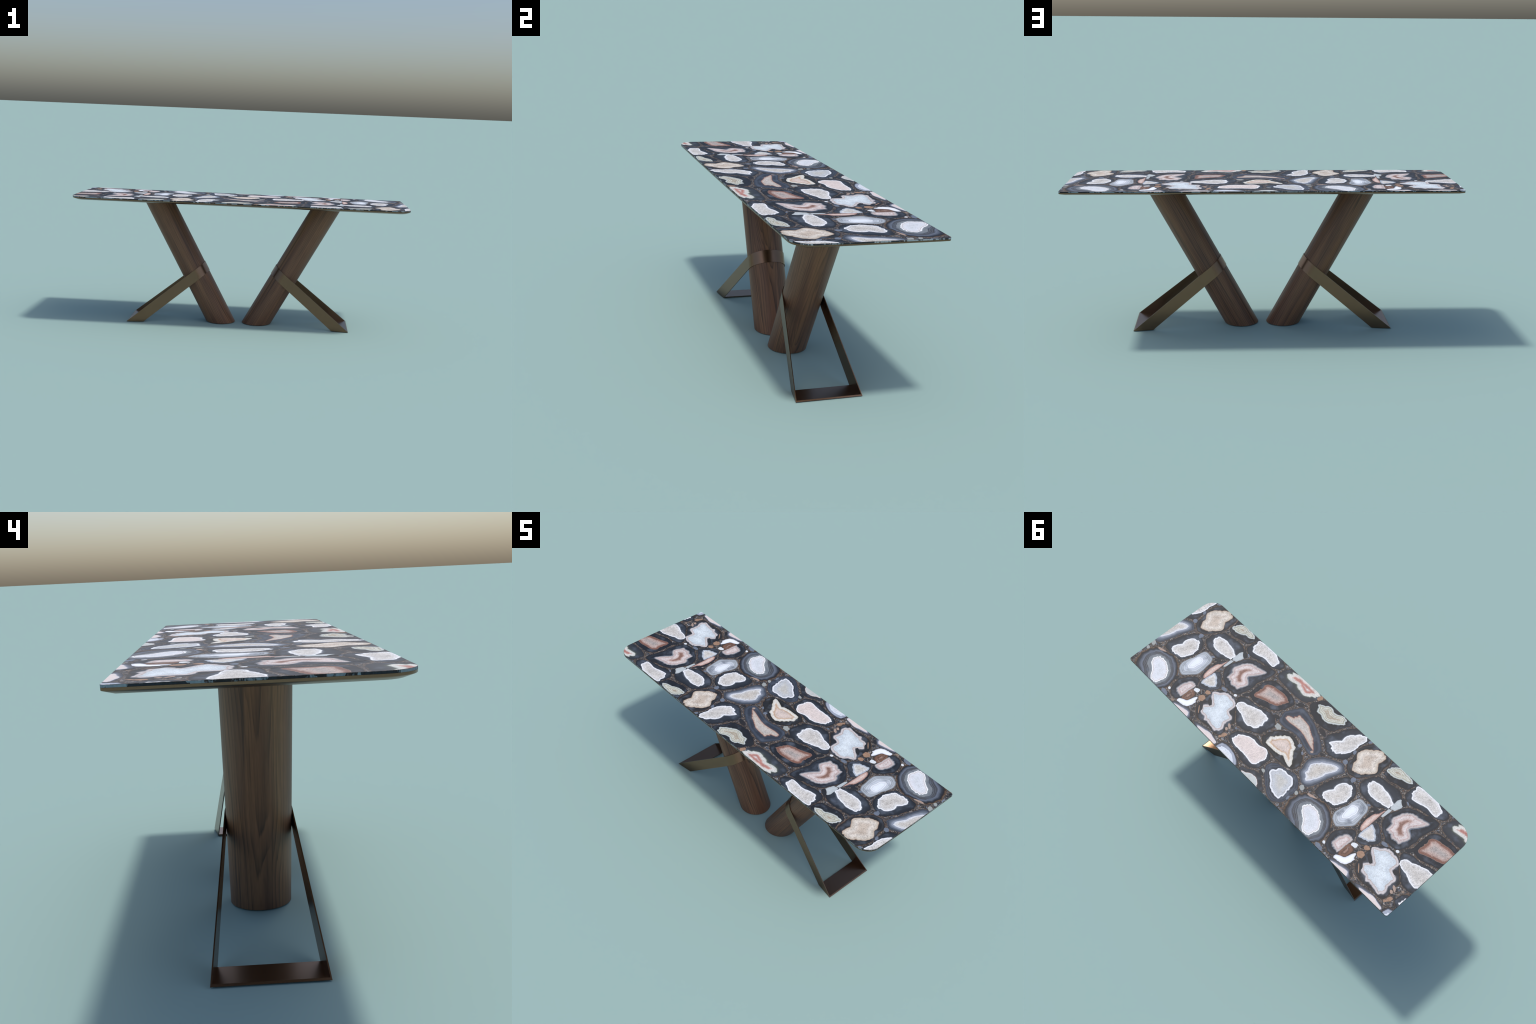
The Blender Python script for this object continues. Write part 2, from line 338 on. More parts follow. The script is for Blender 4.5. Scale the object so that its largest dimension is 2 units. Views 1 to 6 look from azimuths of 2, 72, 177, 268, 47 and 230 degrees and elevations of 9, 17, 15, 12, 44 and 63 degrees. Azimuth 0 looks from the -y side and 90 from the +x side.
def plan(inset, steps=14):
    """Plan outline of the top: rounded rectangle, big radii at the front, small at the back."""
    pts = []
    for sx, sy, a0, r0 in ((1, -1, -90, FRONT_R), (1, 1, 0, BACK_R), (-1, 1, 90, BACK_R), (-1, -1, 180, FRONT_R)):
        r = max(r0 - inset, 0.003)
        cx, cy = sx * (HALF_X - inset - r), sy * (HALF_Y - inset - r)
        for k in range(steps + 1):
            a = math.radians(a0 + 90.0 * k / steps)
            pts.append((cx + r * math.cos(a), cy + r * math.sin(a)))
    # fill the straight sides with points and bow them out a little
    full = []
    for j, p in enumerate(pts):
        full.append(p)
        if j % (steps + 1) == steps:
            q = pts[(j + 1) % len(pts)]
            full += [(p[0] + (q[0] - p[0]) * f / 10, p[1] + (q[1] - p[1]) * f / 10) for f in range(1, 10)]
    return [(x * (1 - 0.0032 * (y / HALF_Y) ** 2), y * (1 - 0.013 * x * x)) for x, y in full]


def stacked(name, levels, mat, parent):
    """Loft closed plan outlines (inset, z) from the bottom up, capped at both ends."""
    rings = [plan(i) for i, z in levels]
    n = len(rings[0])
    verts = [(x, y, z) for ring, (i, z) in zip(rings, levels) for x, y in ring]
    faces = [list(range(n))[::-1], list(range(n * (len(levels) - 1), n * len(levels)))]
    for k in range(len(levels) - 1):
        for j in range(n):
            a, b = k * n + j, k * n + (j + 1) % n
            faces.append([a, b, b + n, a + n])
    return obj_from(name, verts, faces, parent, [mat], sharp=25.0)


slab = stacked("tabletop", [(0.0004, SLAB_LOW), (0.0, SLAB_LOW + 0.0004), (0.0, TOP_Z - 0.0005), (0.0005, TOP_Z)], RESIN, table)
tray = stacked("tabletop_frame", [(CHAMFER, TRAY_FLOOR), (0.0014, TRAY_LOW - 0.0006), (0.0003, TRAY_LOW + 0.0002), (0.0, TRAY_LOW + 0.0010), (0.0, SLAB_LOW - 0.0001)], BRONZE, table)


# ------------------------------------------------------------------ agate slices
def spline_round(values, count):
    """Periodic cubic through evenly spaced values."""
    v, n = np.asarray(values, float), len(values)
    s = np.arange(count) * n / count
    i = np.floor(s).astype(int)
    f = s - i
    p0, p1, p2, p3 = v[(i - 1) % n], v[i % n], v[(i + 1) % n], v[(i + 2) % n]
    cubic = p1 + 0.5 * f * (p2 - p0 + f * (2 * p0 - 5 * p1 + 4 * p2 - p3 + f * (3 * (p1 - p2) + p3 - p0)))
    return 0.6 * cubic + 0.4 * (p1 + f * (p2 - p1))


def distance_to(points, loop):
    a, b = loop, np.roll(loop, -1, 0)
    ab = b - a
    best = np.full(len(points), 9.0)
    for k in range(len(a)):
        ap = points - a[k]
        s = np.clip(ap @ ab[k] / max(ab[k] @ ab[k], 1e-12), 0, 1)
        best = np.minimum(best, np.linalg.norm(ap - s[:, None] * ab[k], axis=1))
    return best


EDGE = np.array(plan(0.0006, 8))
OUTLINES = []            # (outline, centre, reach) of every placed slice, for filling the gaps
DOME = 0.00012           # metres per unit of local z: the slices stand 0.25 mm proud at most
placed = 0
SLICES, PEBBLES = [], []


def slice_of(kind, centre, half, turn, core, rim, jag=0.009):
    """Note one agate slice: ellipse (centre, half axes, turn), core outline and rim width as multiples of it."""
    SLICES.append(dict(kind=kind, centre=np.array(centre), half=np.array(half), turn=math.radians(turn), core=core, rim=rim, jag=jag))


def pebble(kind, centre, half, turn):
    PEBBLES.append((kind, centre, half, turn))


COUNT = 150


def outlines(s):
    """Core and outer outline of a slice around its own centre, wobbled like broken stone."""
    a = np.arange(COUNT) * math.tau / COUNT
    unit = np.stack([np.cos(a), np.sin(a)], 1)
    c, n = math.cos(s["turn"]), math.sin(s["turn"])
    turn_m = np.array([[c, n], [-n, c]])
    k = np.maximum(spline_round(s["core"], COUNT), 0.25)
    r = k + np.maximum(spline_round(s["rim"], COUNT), 0.02)
    wild = sum(rng.normal(0, s["jag"] / (1 + 0.16 * (m - 6))) * np.sin(m * a + rng.uniform(0, 6.28)) for m in range(6, 40))
    wild = np.abs(wild) * 1.6 * np.sign(wild + 0.4 * s["jag"]) - 0.4 * s["jag"]     # cusps, as along a row of crystals
    r = np.maximum(r * (1 + 0.6 * np.roll(wild, 17)), k * (1 + wild) + 0.02)
    k = k * (1 + wild)
    at = lambda v: (unit * v[:, None] * s["half"]) @ turn_m
    return at(k), at(r)


def grow_rims(gap=0.0075, most=0.011):
    """Let the dark rims swell towards their neighbours until only a thin gravel seam is left."""
    for s in SLICES:
        s["k"], s["r"] = outlines(s)
    everywhere = [s["r"] + s["centre"] + (i * PERIOD, 0.0) for s in SLICES for i in (-1, 0, 1)]
    grown = []
    for j, s in enumerate(SLICES):
        others = np.concatenate([o for i, o in enumerate(everywhere) if i // 3 != j])
        mine = s["r"] + s["centre"]
        room = np.array([np.hypot(*(others - p).T).min() for p in mine])
        if "shard" in s["kind"] or "rust" in s["kind"] or "white" in s["kind"]:
            room = room * 0
        add = np.clip(0.5 * (room - gap), 0.0, most)
        wide = np.ones(9) / 9
        add = np.convolve(np.concatenate([add[-4:], add, add[:4]]), wide, "valid")
        out = s["r"] / np.maximum(np.linalg.norm(s["r"], axis=1, keepdims=True), 1e-9)
        grown.append(s["r"] + out * add[:, None])
    for s, r in zip(SLICES, grown):
        s["r"] = r


def slice_mesh(s):
    k, r, n = s["k"], s["r"], COUNT
    rings = [r + (k - r) * f for f in (0, 0.1, 0.2, 0.3, 0.4, 0.5, 0.6, 0.7, 0.8, 0.88, 0.95)]
    rims = len(rings)
    rings += [k * f for f in (1.0, 0.97, 0.93, 0.88, 0.82, 0.75, 0.66, 0.56, 0.45, 0.33, 0.2, 0.08)]
    verts = np.concatenate(rings + [np.zeros((1, 2))])
    d_core, d_outer = distance_to(verts, k), distance_to(verts, r)
    in_core = np.arange(len(verts)) >= rims * n
    z = np.where(in_core, 1 + np.minimum(d_core / 0.040, 1.0), d_outer / np.maximum(d_outer + d_core, 1e-9))
    faces = []
    for i in range(len(rings) - 1):
        for j in range(n):
            p, q = i * n + j, i * n + (j + 1) % n
            faces.append((p, q, q + n, p + n))
    last = len(verts) - 1
    faces += [((len(rings) - 1) * n + j, (len(rings) - 1) * n + (j + 1) % n, last) for j in range(n)]
    me = bpy.data.meshes.new("agate_slice")
    me.from_pydata([(x, y, h) for (x, y), h in zip(verts, z)], [], faces)
    return me


def trimmed(me, centre):
    """Saw the slice off along the outline of the table."""
    bm = bmesh.new()
    bm.from_mesh(me)
    n = len(EDGE)
    for k in range(n):
        a, b = EDGE[k], EDGE[(k + 1) % n]
        d = b - a
        if np.hypot(*d) < 1e-9:
            continue
        out = Vector((d[1], -d[0], 0.0)).normalized()
        co = Vector((a[0] - centre[0], a[1] - centre[1], 0.0))
        if max(((v.co - co).dot(out) for v in bm.verts), default=-1) > 0:
            bmesh.ops.bisect_plane(bm, geom=bm.verts[:] + bm.edges[:] + bm.faces[:], plane_co=co, plane_no=out, clear_outer=True)
    cut = bpy.data.meshes.new(me.name)
    bm.to_mesh(cut)
    bm.free()
    return cut


def flatten_shading(me):
    """The top is polished flat: one upright normal for the whole slice."""
    for p in me.polygons:
        p.use_smooth = True
    me.normals_split_custom_set_from_vertices([(0.0, 0.0, 1.0)] * len(me.vertices))


def lay(name, me, outer, centre, mat, lift, thick):
    """Place a piece wherever the repeat of the layout brings it onto the table."""
    global placed
    whole, reach = None, np.linalg.norm(outer, axis=1).max()
    for step in (0, -1, 1):
        cx, cy = centre[0] + step * PERIOD, centre[1]
        o = outer + (cx, cy)
        if o[:, 0].max() < -HALF_X + 0.003 or o[:, 0].min() > HALF_X - 0.003 or o[:, 1].min() > HALF_Y - 0.002 or o[:, 1].max() < -HALF_Y + 0.002:
            continue
        if max(np.abs(o[:, 0]).max() - HALF_X, np.abs(o[:, 1]).max() - HALF_Y) > -0.025:
            use = trimmed(me, (cx, cy))
        else:
            whole = use = whole or me.copy()
        if not use.polygons:
            continue
        if not use.materials:
            use.materials.append(mat)
            flatten_shading(use)
        ob = bpy.data.objects.new(name, use)
        bpy.context.scene.collection.objects.link(ob)
        ob.parent = slab
        ob.location = (cx, cy, TOP_Z + lift + placed * 0.000001)
        ob.scale = (1.0, 1.0, thick)
        placed += 1
        OUTLINES.append((o, np.array((cx, cy)), reach))
    bpy.data.meshes.remove(me)


def pebble_mesh(half, turn):
    n, c, s = 28, math.cos(math.radians(turn)), math.sin(math.radians(turn))
    a = np.arange(n) * math.tau / n
    r = 1 + sum(rng.normal(0, 0.16 / m) * np.sin(m * a + rng.uniform(0, 6.28)) for m in range(2, 9))
    xy = np.stack([np.cos(a), np.sin(a)], 1) * r[:, None] * np.array(half) @ np.array([[c, s], [-s, c]])
    verts, faces = [], []
    for f, h in ((1.0, 0.0), (0.97, 0.5), (0.8, 1.0)):
        verts += [(x * f, y * f, h) for x, y in xy]
    for i in range(2):
        faces += [(i * n + j, i * n + (j + 1) % n, (i + 1) * n + (j + 1) % n, (i + 1) * n + j) for j in range(n)]
    faces.append(tuple(2 * n + j for j in range(n)))
    me = bpy.data.meshes.new("stone_pebble")
    me.from_pydata(verts, [], faces)
    return me, xy


slice_of("banded_agate", centre=(-0.389, 0.229), half=(0.085, 0.047), turn=-40,
         core=[0.99, 1.02, 1.15, 1.01, 0.79, 0.83, 1.12, 1.10, 1.04, 0.89, 0.87, 0.97, 1.05, 1.06, 0.98, 0.98, 0.94, 0.92],
         rim=[0.60, 0.72, 0.88, 1.53, 1.95, 1.26, 0.67, 0.40, 0.38, 0.48, 0.58, 0.72, 0.91, 1.15, 1.26, 1.03, 0.70, 0.61])
slice_of("druzy_agate", centre=(0.837, 0.029), half=(0.080, 0.052), turn=73,
         core=[0.91, 0.88, 0.92, 1.06, 1.01, 1.08, 0.95, 0.95, 0.91, 0.95, 1.05, 1.05, 1.04, 0.95, 0.63, 0.94, 1.13, 1.06],
         rim=[0.20, 0.19, 0.20, 0.25, 0.26, 0.22, 0.29, 0.22, 0.23, 0.20, 0.17, 0.50, 0.56, 0.61, 1.01, 0.84, 0.49, 0.25])
slice_of("pale_banded_agate", centre=(0.726, 0.053), half=(0.047, 0.023), turn=87,
         core=[1.05, 0.99, 0.96, 0.96, 0.87, 1.00, 1.10, 1.02, 0.94, 0.90, 0.91, 1.04, 1.11, 1.01, 0.90, 0.89, 0.98, 1.04],
         rim=[1.22, 1.26, 1.35, 1.60, 2.11, 1.72, 1.55, 1.21, 0.97, 0.91, 0.95, 0.93, 0.67, 0.56, 1.06, 1.64, 1.48, 1.32])
slice_of("druzy_agate", centre=(0.696, -0.124), half=(0.087, 0.039), turn=-5,
         core=[0.93, 0.93, 0.99, 1.04, 1.11, 0.97, 0.86, 0.97, 1.02, 1.00, 1.06, 0.99, 0.97, 0.90, 0.99, 1.06, 1.02, 1.00],
         rim=[0.34, 0.40, 0.51, 0.76, 0.70, 0.68, 0.53, 0.22, 0.08, 0.15, 0.31, 0.81, 1.18, 1.55, 1.00, 0.66, 0.42, 0.27])
slice_of("beige_agate", centre=(-0.352, -0.200), half=(0.093, 0.064), turn=88,
         core=[0.87, 0.82, 0.83, 0.86, 0.97, 1.14, 0.94, 0.78, 1.22, 1.20, 1.11, 1.05, 0.98, 1.02, 1.17, 1.12, 0.78, 0.87, 0.88, 0.94],
         rim=[0.29, 0.27, 0.25, 0.24, 0.20, 0.15, 0.41, 0.84, 0.32, 0.13, 0.18, 0.22, 0.38, 0.36, 0.30, 0.08, 0.30, 0.42, 0.38, 0.28])
slice_of("olive_agate", centre=(0.706, -0.278), half=(0.074, 0.030), turn=14,
         core=[0.86, 1.01, 1.10, 1.03, 1.00, 0.81, 0.66, 1.08, 1.13, 1.00, 0.97, 0.85, 0.84, 0.95, 1.14, 1.05, 0.87, 0.82],
         rim=[0.05, 0.02, 0.11, 0.52, 1.10, 1.22, 1.45, 0.55, 0.28, 0.36, 0.23, 0.14, 0.10, 0.06, 0.12, 0.59, 0.31, 0.15])
slice_of("druzy_agate", centre=(0.509, -0.269), half=(0.099, 0.043), turn=-0,
         core=[0.84, 0.87, 0.98, 1.17, 0.86, 0.66, 0.71, 1.14, 1.02, 0.98, 0.97, 0.96, 0.95, 0.91, 0.91, 1.05, 1.11, 0.91],
         rim=[0.14, 0.21, 0.38, 0.55, 0.87, 0.72, 0.62, 0.15, 0.37, 0.43, 0.41, 0.34, 0.26, 0.10, 0.12, 0.16, 0.15, 0.12])
slice_of("pink_agate", centre=(0.498, -0.080), half=(0.098, 0.065), turn=88,
         core=[0.75, 0.86, 0.96, 1.18, 1.15, 1.21, 0.67, 0.65, 1.66, 1.21, 1.04, 0.94, 0.90, 0.90, 0.87, 0.89, 0.91, 0.91, 0.72, 0.81, 0.85, 0.78],
         rim=[0.33, 0.31, 0.39, 0.32, 0.40, 0.39, 0.96, 1.22, 0.69, 0.57, 0.36, 0.31, 0.32, 0.30, 0.36, 0.36, 0.45, 0.61, 0.68, 0.39, 0.28, 0.29])
slice_of("red_agate", centre=(0.283, -0.112), half=(0.089, 0.052), turn=24,
         core=[0.86, 1.05, 1.21, 0.88, 0.82, 0.92, 1.03, 0.98, 0.99, 1.05, 0.98, 0.92, 0.91, 0.90, 1.10, 1.18, 0.91, 0.82],
         rim=[0.29, 0.25, 0.30, 0.78, 0.72, 0.60, 0.46, 0.44, 0.40, 0.34, 0.40, 0.46, 0.49, 0.58, 0.59, 0.38, 0.34, 0.32])
slice_of("red_heart_agate", centre=(0.207, -0.278), half=(0.111, 0.039), turn=1,
         core=[1.01, 1.12, 1.13, 0.60, 0.77, 0.84, 1.13, 0.89, 0.79, 0.77, 0.83, 0.94, 1.08, 1.04, 0.96, 0.93, 1.00, 1.03, 1.08, 0.99],
         rim=[0.29, 0.34, 0.59, 1.45, 1.30, 1.12, 0.62, 0.50, 0.30, 0.21, 0.12, 0.07, 0.12, 0.28, 0.46, 0.36, 0.25, 0.20, 0.16, 0.25])
slice_of("olive_agate", centre=(-0.022, -0.259), half=(0.091, 0.041), turn=10,
         core=[0.89, 0.89, 0.98, 0.84, 1.00, 1.14, 1.03, 0.90, 0.86, 0.90, 1.03, 0.94, 1.14, 1.12, 0.66, 0.65, 1.14, 1.02, 1.03, 1.12],
         rim=[0.46, 0.53, 0.47, 0.82, 0.88, 0.81, 0.96, 0.62, 0.43, 0.31, 0.21, 0.45, 0.30, 0.15, 0.57, 0.65, 0.32, 0.47, 0.31, 0.19])
slice_of("ice_agate", centre=(0.402, 0.156), half=(0.119, 0.083), turn=-54,
         core=[0.96, 1.01, 1.06, 1.15, 0.82, 0.63, 1.17, 1.12, 1.03, 1.01, 0.85, 0.83, 0.92, 1.04, 1.07, 0.96, 0.83, 0.84, 1.01, 0.74, 0.60, 0.99, 1.02, 0.99, 0.97, 0.97],
         rim=[0.04, 0.05, 0.04, 0.04, 0.38, 0.65, 0.22, 0.33, 0.35, 0.13, 0.14, 0.11, 0.06, 0.05, 0.10, 0.21, 0.23, 0.22, 0.20, 0.37, 0.45, 0.05, 0.05, 0.06, 0.03, 0.04])
slice_of("druzy_agate", centre=(0.266, 0.048), half=(0.097, 0.053), turn=4,
         core=[1.13, 1.04, 0.87, 0.76, 0.90, 1.14, 1.09, 1.01, 0.91, 0.85, 0.86, 1.10, 1.13, 1.05, 0.88, 0.83, 0.88, 1.08],
         rim=[0.06, 0.03, 0.22, 0.50, 0.79, 0.54, 0.37, 0.48, 0.47, 0.46, 0.64, 0.45, 0.53, 0.29, 0.28, 0.57, 0.60, 0.29])
slice_of("rose_agate", centre=(0.118, 0.187), half=(0.112, 0.055), turn=5,
         core=[0.97, 1.04, 1.02, 0.85, 0.77, 0.87, 1.19, 1.00, 0.89, 0.87, 0.94, 1.04, 1.16, 0.82, 0.99, 0.98, 0.99, 0.98],
         rim=[0.16, 0.16, 0.18, 0.26, 0.46, 0.65, 0.36, 0.24, 0.16, 0.14, 0.16, 0.18, 0.03, 0.32, 0.29, 0.23, 0.17, 0.15])
slice_of("amber_agate", centre=(0.007, 0.047), half=(0.097, 0.060), turn=-6,
         core=[0.79, 0.94, 1.12, 1.29, 1.07, 0.92, 0.80, 0.76, 1.43, 1.02, 0.76, 0.65, 0.62, 0.78, 0.83, 0.93, 0.98, 0.87, 0.76, 0.74],
         rim=[0.31, 0.34, 0.37, 0.36, 0.41, 0.42, 0.53, 0.68, 0.08, 0.42, 0.66, 0.65, 0.59, 0.34, 0.28, 0.31, 0.30, 0.31, 0.31, 0.32])
slice_of("slate_agate", centre=(0.027, -0.099), half=(0.117, 0.037), turn=-8,
         core=[0.64, 0.74, 1.08, 1.42, 0.77, 0.61, 0.55, 0.70, 1.46, 0.99, 0.85, 0.76, 0.66, 0.69, 0.79, 0.96, 0.96, 0.98, 0.74, 0.65],
         rim=[0.44, 0.43, 0.24, 0.26, 1.45, 0.97, 0.87, 1.42, 0.29, 0.55, 0.61, 0.63, 0.69, 0.64, 0.65, 0.90, 1.19, 0.52, 0.46, 0.43])
slice_of("milky_agate", centre=(-0.132, 0.201), half=(0.081, 0.059), turn=-37,
         core=[0.94, 1.01, 1.13, 0.97, 0.87, 0.88, 0.99, 1.01, 1.12, 1.05, 0.88, 0.85, 0.90, 1.08, 1.15, 0.87, 0.95, 0.94],
         rim=[0.39, 0.47, 0.48, 0.47, 0.48, 0.49, 0.46, 0.38, 0.22, 0.25, 0.39, 0.42, 0.46, 0.46, 0.34, 0.31, 0.12, 0.18])
slice_of("blue_agate", centre=(-0.221, 0.007), half=(0.090, 0.043), turn=65,
         core=[0.87, 0.96, 1.20, 1.08, 0.87, 0.76, 0.76, 1.00, 1.17, 0.95, 0.88, 0.85, 0.84, 1.05, 1.15, 1.04, 0.81, 0.87],
         rim=[0.33, 0.34, 0.34, 0.69, 0.61, 0.55, 0.59, 0.71, 0.32, 0.37, 0.38, 0.41, 0.53, 0.56, 0.58, 0.45, 0.47, 0.32])
slice_of("druzy_agate", centre=(-0.209, -0.206), half=(0.101, 0.045), turn=69,
         core=[0.88, 0.90, 0.96, 0.96, 1.01, 1.05, 0.89, 0.82, 0.91, 1.04, 1.07, 1.01, 1.03, 0.98, 1.05, 0.99, 0.70, 1.32, 1.01, 0.94],
         rim=[0.28, 0.28, 0.35, 0.51, 0.66, 0.34, 0.09, 0.09, 0.13, 0.08, 0.03, 0.13, 0.19, 0.50, 0.77, 0.99, 1.43, 0.44, 0.39, 0.28])
slice_of("moon_agate", centre=(0.179, 0.309), half=(0.060, 0.031), turn=-5,
         core=[0.99, 0.97, 1.06, 1.00, 0.97, 0.99, 0.95, 1.03, 1.01, 1.01, 1.00, 0.95, 0.96, 1.02, 1.03, 1.00, 1.03, 0.96],
         rim=[0.33, 0.30, 0.32, 0.21, 0.25, 0.21, 0.25, 0.32, 0.29, 0.35, 0.55, 0.60, 0.63, 0.62, 0.69, 0.68, 0.49, 0.44])
slice_of("grey_agate", centre=(-0.014, 0.305), half=(0.056, 0.028), turn=-2,
         core=[1.10, 1.09, 0.95, 0.94, 0.87, 0.91, 1.09, 1.06, 0.96, 0.96, 0.90, 0.91, 1.03, 1.09, 1.02, 0.94, 0.83, 0.85],
         rim=[0.41, 0.42, 0.50, 0.26, 0.28, 0.34, 0.23, 0.42, 0.87, 0.88, 0.82, 0.74, 0.73, 0.85, 0.82, 0.66, 0.65, 0.68])
slice_of("wedge_agate", centre=(0.579, 0.070), half=(0.045, 0.040), turn=-83,
         core=[1.01, 1.22, 0.97, 0.82, 0.79, 0.86, 1.01, 1.23, 0.93, 0.83, 0.82, 0.93, 0.99, 1.19, 0.98, 0.82, 0.79, 0.86],
         rim=[0.70, 0.15, 0.02, 0.02, 0.02, 0.02, 0.06, 0.27, 0.62, 0.52, 0.46, 0.43, 0.46, 0.50, 0.63, 0.64, 0.62, 0.65])
slice_of("salmon_agate", centre=(0.624, 0.015), half=(0.077, 0.017), turn=88,
         core=[0.89, 0.95, 1.14, 1.03, 0.84, 0.78, 0.83, 1.00, 1.34, 0.78, 0.74, 0.80, 1.01, 1.03, 1.10, 0.97, 0.89, 0.84],
         rim=[0.04, 0.02, 0.03, 0.14, 0.11, 0.13, 0.18, 0.17, 0.06, 0.44, 0.42, 0.38, 0.37, 0.46, 0.48, 0.36, 0.23, 0.17])
slice_of("pink_agate", centre=(0.637, 0.198), half=(0.057, 0.033), turn=86,
         core=[0.85, 0.91, 1.22, 1.00, 0.85, 0.83, 0.92, 1.17, 1.03, 0.93, 0.94, 1.00, 0.84, 0.98, 1.01, 1.08, 1.02, 0.90],
         rim=[0.55, 0.61, 0.32, 0.12, 0.09, 0.09, 0.03, 0.02, 0.47, 0.66, 0.62, 0.53, 0.86, 0.93, 1.11, 0.77, 0.55, 0.49])
slice_of("rust_agate", centre=(0.592, 0.213), half=(0.040, 0.023), turn=-90,
         core=[0.87, 1.12, 0.96, 0.83, 0.95, 1.11, 0.93, 0.91, 1.01, 1.00, 1.04, 0.89],
         rim=[0.18, 0.16, 0.11, 0.08, 0.07, 0.13, 0.14, 0.14, 0.20, 0.27, 0.39, 0.21])
slice_of("white_agate", centre=(0.556, 0.253), half=(0.057, 0.027), turn=56,
         core=[0.55, 0.51, 0.51, 0.52, 0.56, 0.67, 0.67, 0.63, 0.63, 0.64, 0.70, 0.80, 0.85, 1.05, 1.50, 1.01, 0.67, 0.75, 1.56, 1.41, 0.90, 0.66],
         rim=[0.12, 0.11, 0.11, 0.14, 0.15, 0.16, 0.17, 0.17, 0.14, 0.14, 0.14, 0.10, 0.13, 0.14, 0.10, 0.71, 0.19, 0.22, 0.05, 0.02, 0.14, 0.12])
slice_of("lilac_agate", centre=(0.334, 0.300), half=(0.069, 0.018), turn=0,
         core=[1.11, 0.97, 0.95, 0.93, 1.08, 0.99, 0.97, 1.04, 0.87, 1.16, 0.78, 0.86],
         rim=[0.41, 0.25, 0.36, 0.43, 0.28, 0.12, 0.11, 0.08, 0.15, 0.02, 0.58, 0.58])
slice_of("lilac_agate", centre=(0.541, 0.303), half=(0.053, 0.016), turn=4,
         core=[1.22, 0.86, 0.79, 0.97, 1.06, 1.00, 0.81, 0.89, 1.19, 0.92, 0.74, 0.93],
         rim=[0.02, 0.02, 0.02, 0.18, 0.29, 0.26, 0.27, 0.34, 0.48, 1.32, 1.10, 0.61])
slice_of("shard_agate", centre=(0.592, -0.145), half=(0.036, 0.022), turn=89,
         core=[0.93, 0.99, 0.85, 0.97, 1.09, 0.80, 0.81, 1.12, 0.96, 0.79, 0.87, 1.17],
         rim=[0.02, 0.04, 0.05, 0.05, 0.04, 0.02, 0.02, 0.03, 0.04, 0.04, 0.05, 0.02])
slice_of("shard_agate", centre=(0.600, -0.076), half=(0.033, 0.008), turn=87,
         core=[0.95, 1.03, 0.93, 0.83, 0.99, 1.07, 0.82, 0.85, 1.22, 0.92, 0.85, 1.05],
         rim=[0.03, 0.04, 0.16, 0.15, 0.18, 0.03, 0.03, 0.04, 0.07, 0.10, 0.09, 0.10])
pebble("dark_inclusion", (0.480, 0.157), (0.0258, 0.0110), -39)
pebble("dark_inclusion", (0.503, 0.178), (0.0121, 0.0105), 39)
pebble("dark_inclusion", (0.349, 0.116), (0.0160, 0.0111), -20)
pebble("dark_inclusion", (0.136, -0.186), (0.0230, 0.0139), 36)
pebble("dark_inclusion", (0.083, -0.233), (0.0221, 0.0219), -50)
pebble("dark_inclusion", (0.167, -0.044), (0.0177, 0.0123), -14)
pebble("stripe_inclusion", (-0.067, -0.157), (0.0323, 0.0153), -14)
pebble("pale_pebble", (0.117, -0.009), (0.0182, 0.0167), -36)
pebble("white_pebble", (0.584, 0.162), (0.0166, 0.0127), 26)
pebble("white_pebble", (0.697, 0.262), (0.0083, 0.0076), -14)
pebble("white_pebble", (0.418, 0.031), (0.0086, 0.0083), -2)
pebble("blue_pebble", (0.946, -0.124), (0.0144, 0.0125), -27)
pebble("blue_pebble", (0.844, -0.082), (0.0156, 0.0131), -72)
pebble("orange_pebble", (0.273, 0.233), (0.0158, 0.0112), 74)
pebble("orange_pebble", (0.282, 0.255), (0.0088, 0.0067), 44)
pebble("orange_pebble", (0.528, 0.174), (0.0224, 0.0163), 83)
pebble("orange_pebble", (0.532, 0.128), (0.0165, 0.0116), 30)
pebble("dark_inclusion", (0.491, 0.217), (0.0346, 0.0141), -47)
pebble("orange_pebble", (0.486, 0.229), (0.0300, 0.0032), -46)
pebble("dark_inclusion", (0.489, 0.278), (0.0185, 0.0090), -38)
pebble("blue_pebble", (0.698, 0.297), (0.0258, 0.0123), -11)
pebble("dark_inclusion", (0.380, -0.016), (0.0240, 0.0107), 57)
pebble("blue_pebble", (0.487, 0.050), (0.0198, 0.0098), 6)
pebble("dark_inclusion", (0.434, -0.207), (0.0237, 0.0162), 11)
pebble("pale_pebble", (0.989, 0.140), (0.0141, 0.0123), -21)
pebble("pale_pebble", (0.987, 0.181), (0.0107, 0.0083), -30)
pebble("blue_pebble", (0.996, 0.231), (0.0130, 0.0063), -84)
pebble("dark_inclusion", (-0.025, 0.236), (0.0159, 0.0107), -19)
pebble("pale_pebble", (-0.024, 0.221), (0.0117, 0.0088), -21)
pebble("dark_inclusion", (0.655, -0.046), (0.0178, 0.0109), 34)
pebble("blue_pebble", (0.691, -0.040), (0.0103, 0.0069), 45)
pebble("tan_pebble", (0.295, 0.178), (0.0171, 0.0069), -40)
pebble("tan_pebble", (0.293, 0.200), (0.0091, 0.0078), -32)
pebble("pale_pebble", (-0.229, 0.140), (0.0158, 0.0123), -42)
pebble("pale_pebble", (-0.233, 0.181), (0.0094, 0.0085), -40)
pebble("dark_inclusion", (-0.096, 0.035), (0.0240, 0.0135), -42)
pebble("blue_pebble", (-0.085, 0.005), (0.0110, 0.0054), -43)
pebble("blue_pebble", (-0.044, -0.016), (0.0117, 0.0100), 47)
pebble("dark_inclusion", (-0.159, -0.064), (0.0111, 0.0094), -2)
pebble("orange_pebble", (0.094, -0.291), (0.0187, 0.0113), 80)
pebble("dark_inclusion", (0.056, -0.286), (0.0260, 0.0116), 33)
pebble("blue_pebble", (-0.266, -0.198), (0.0130, 0.0078), -67)
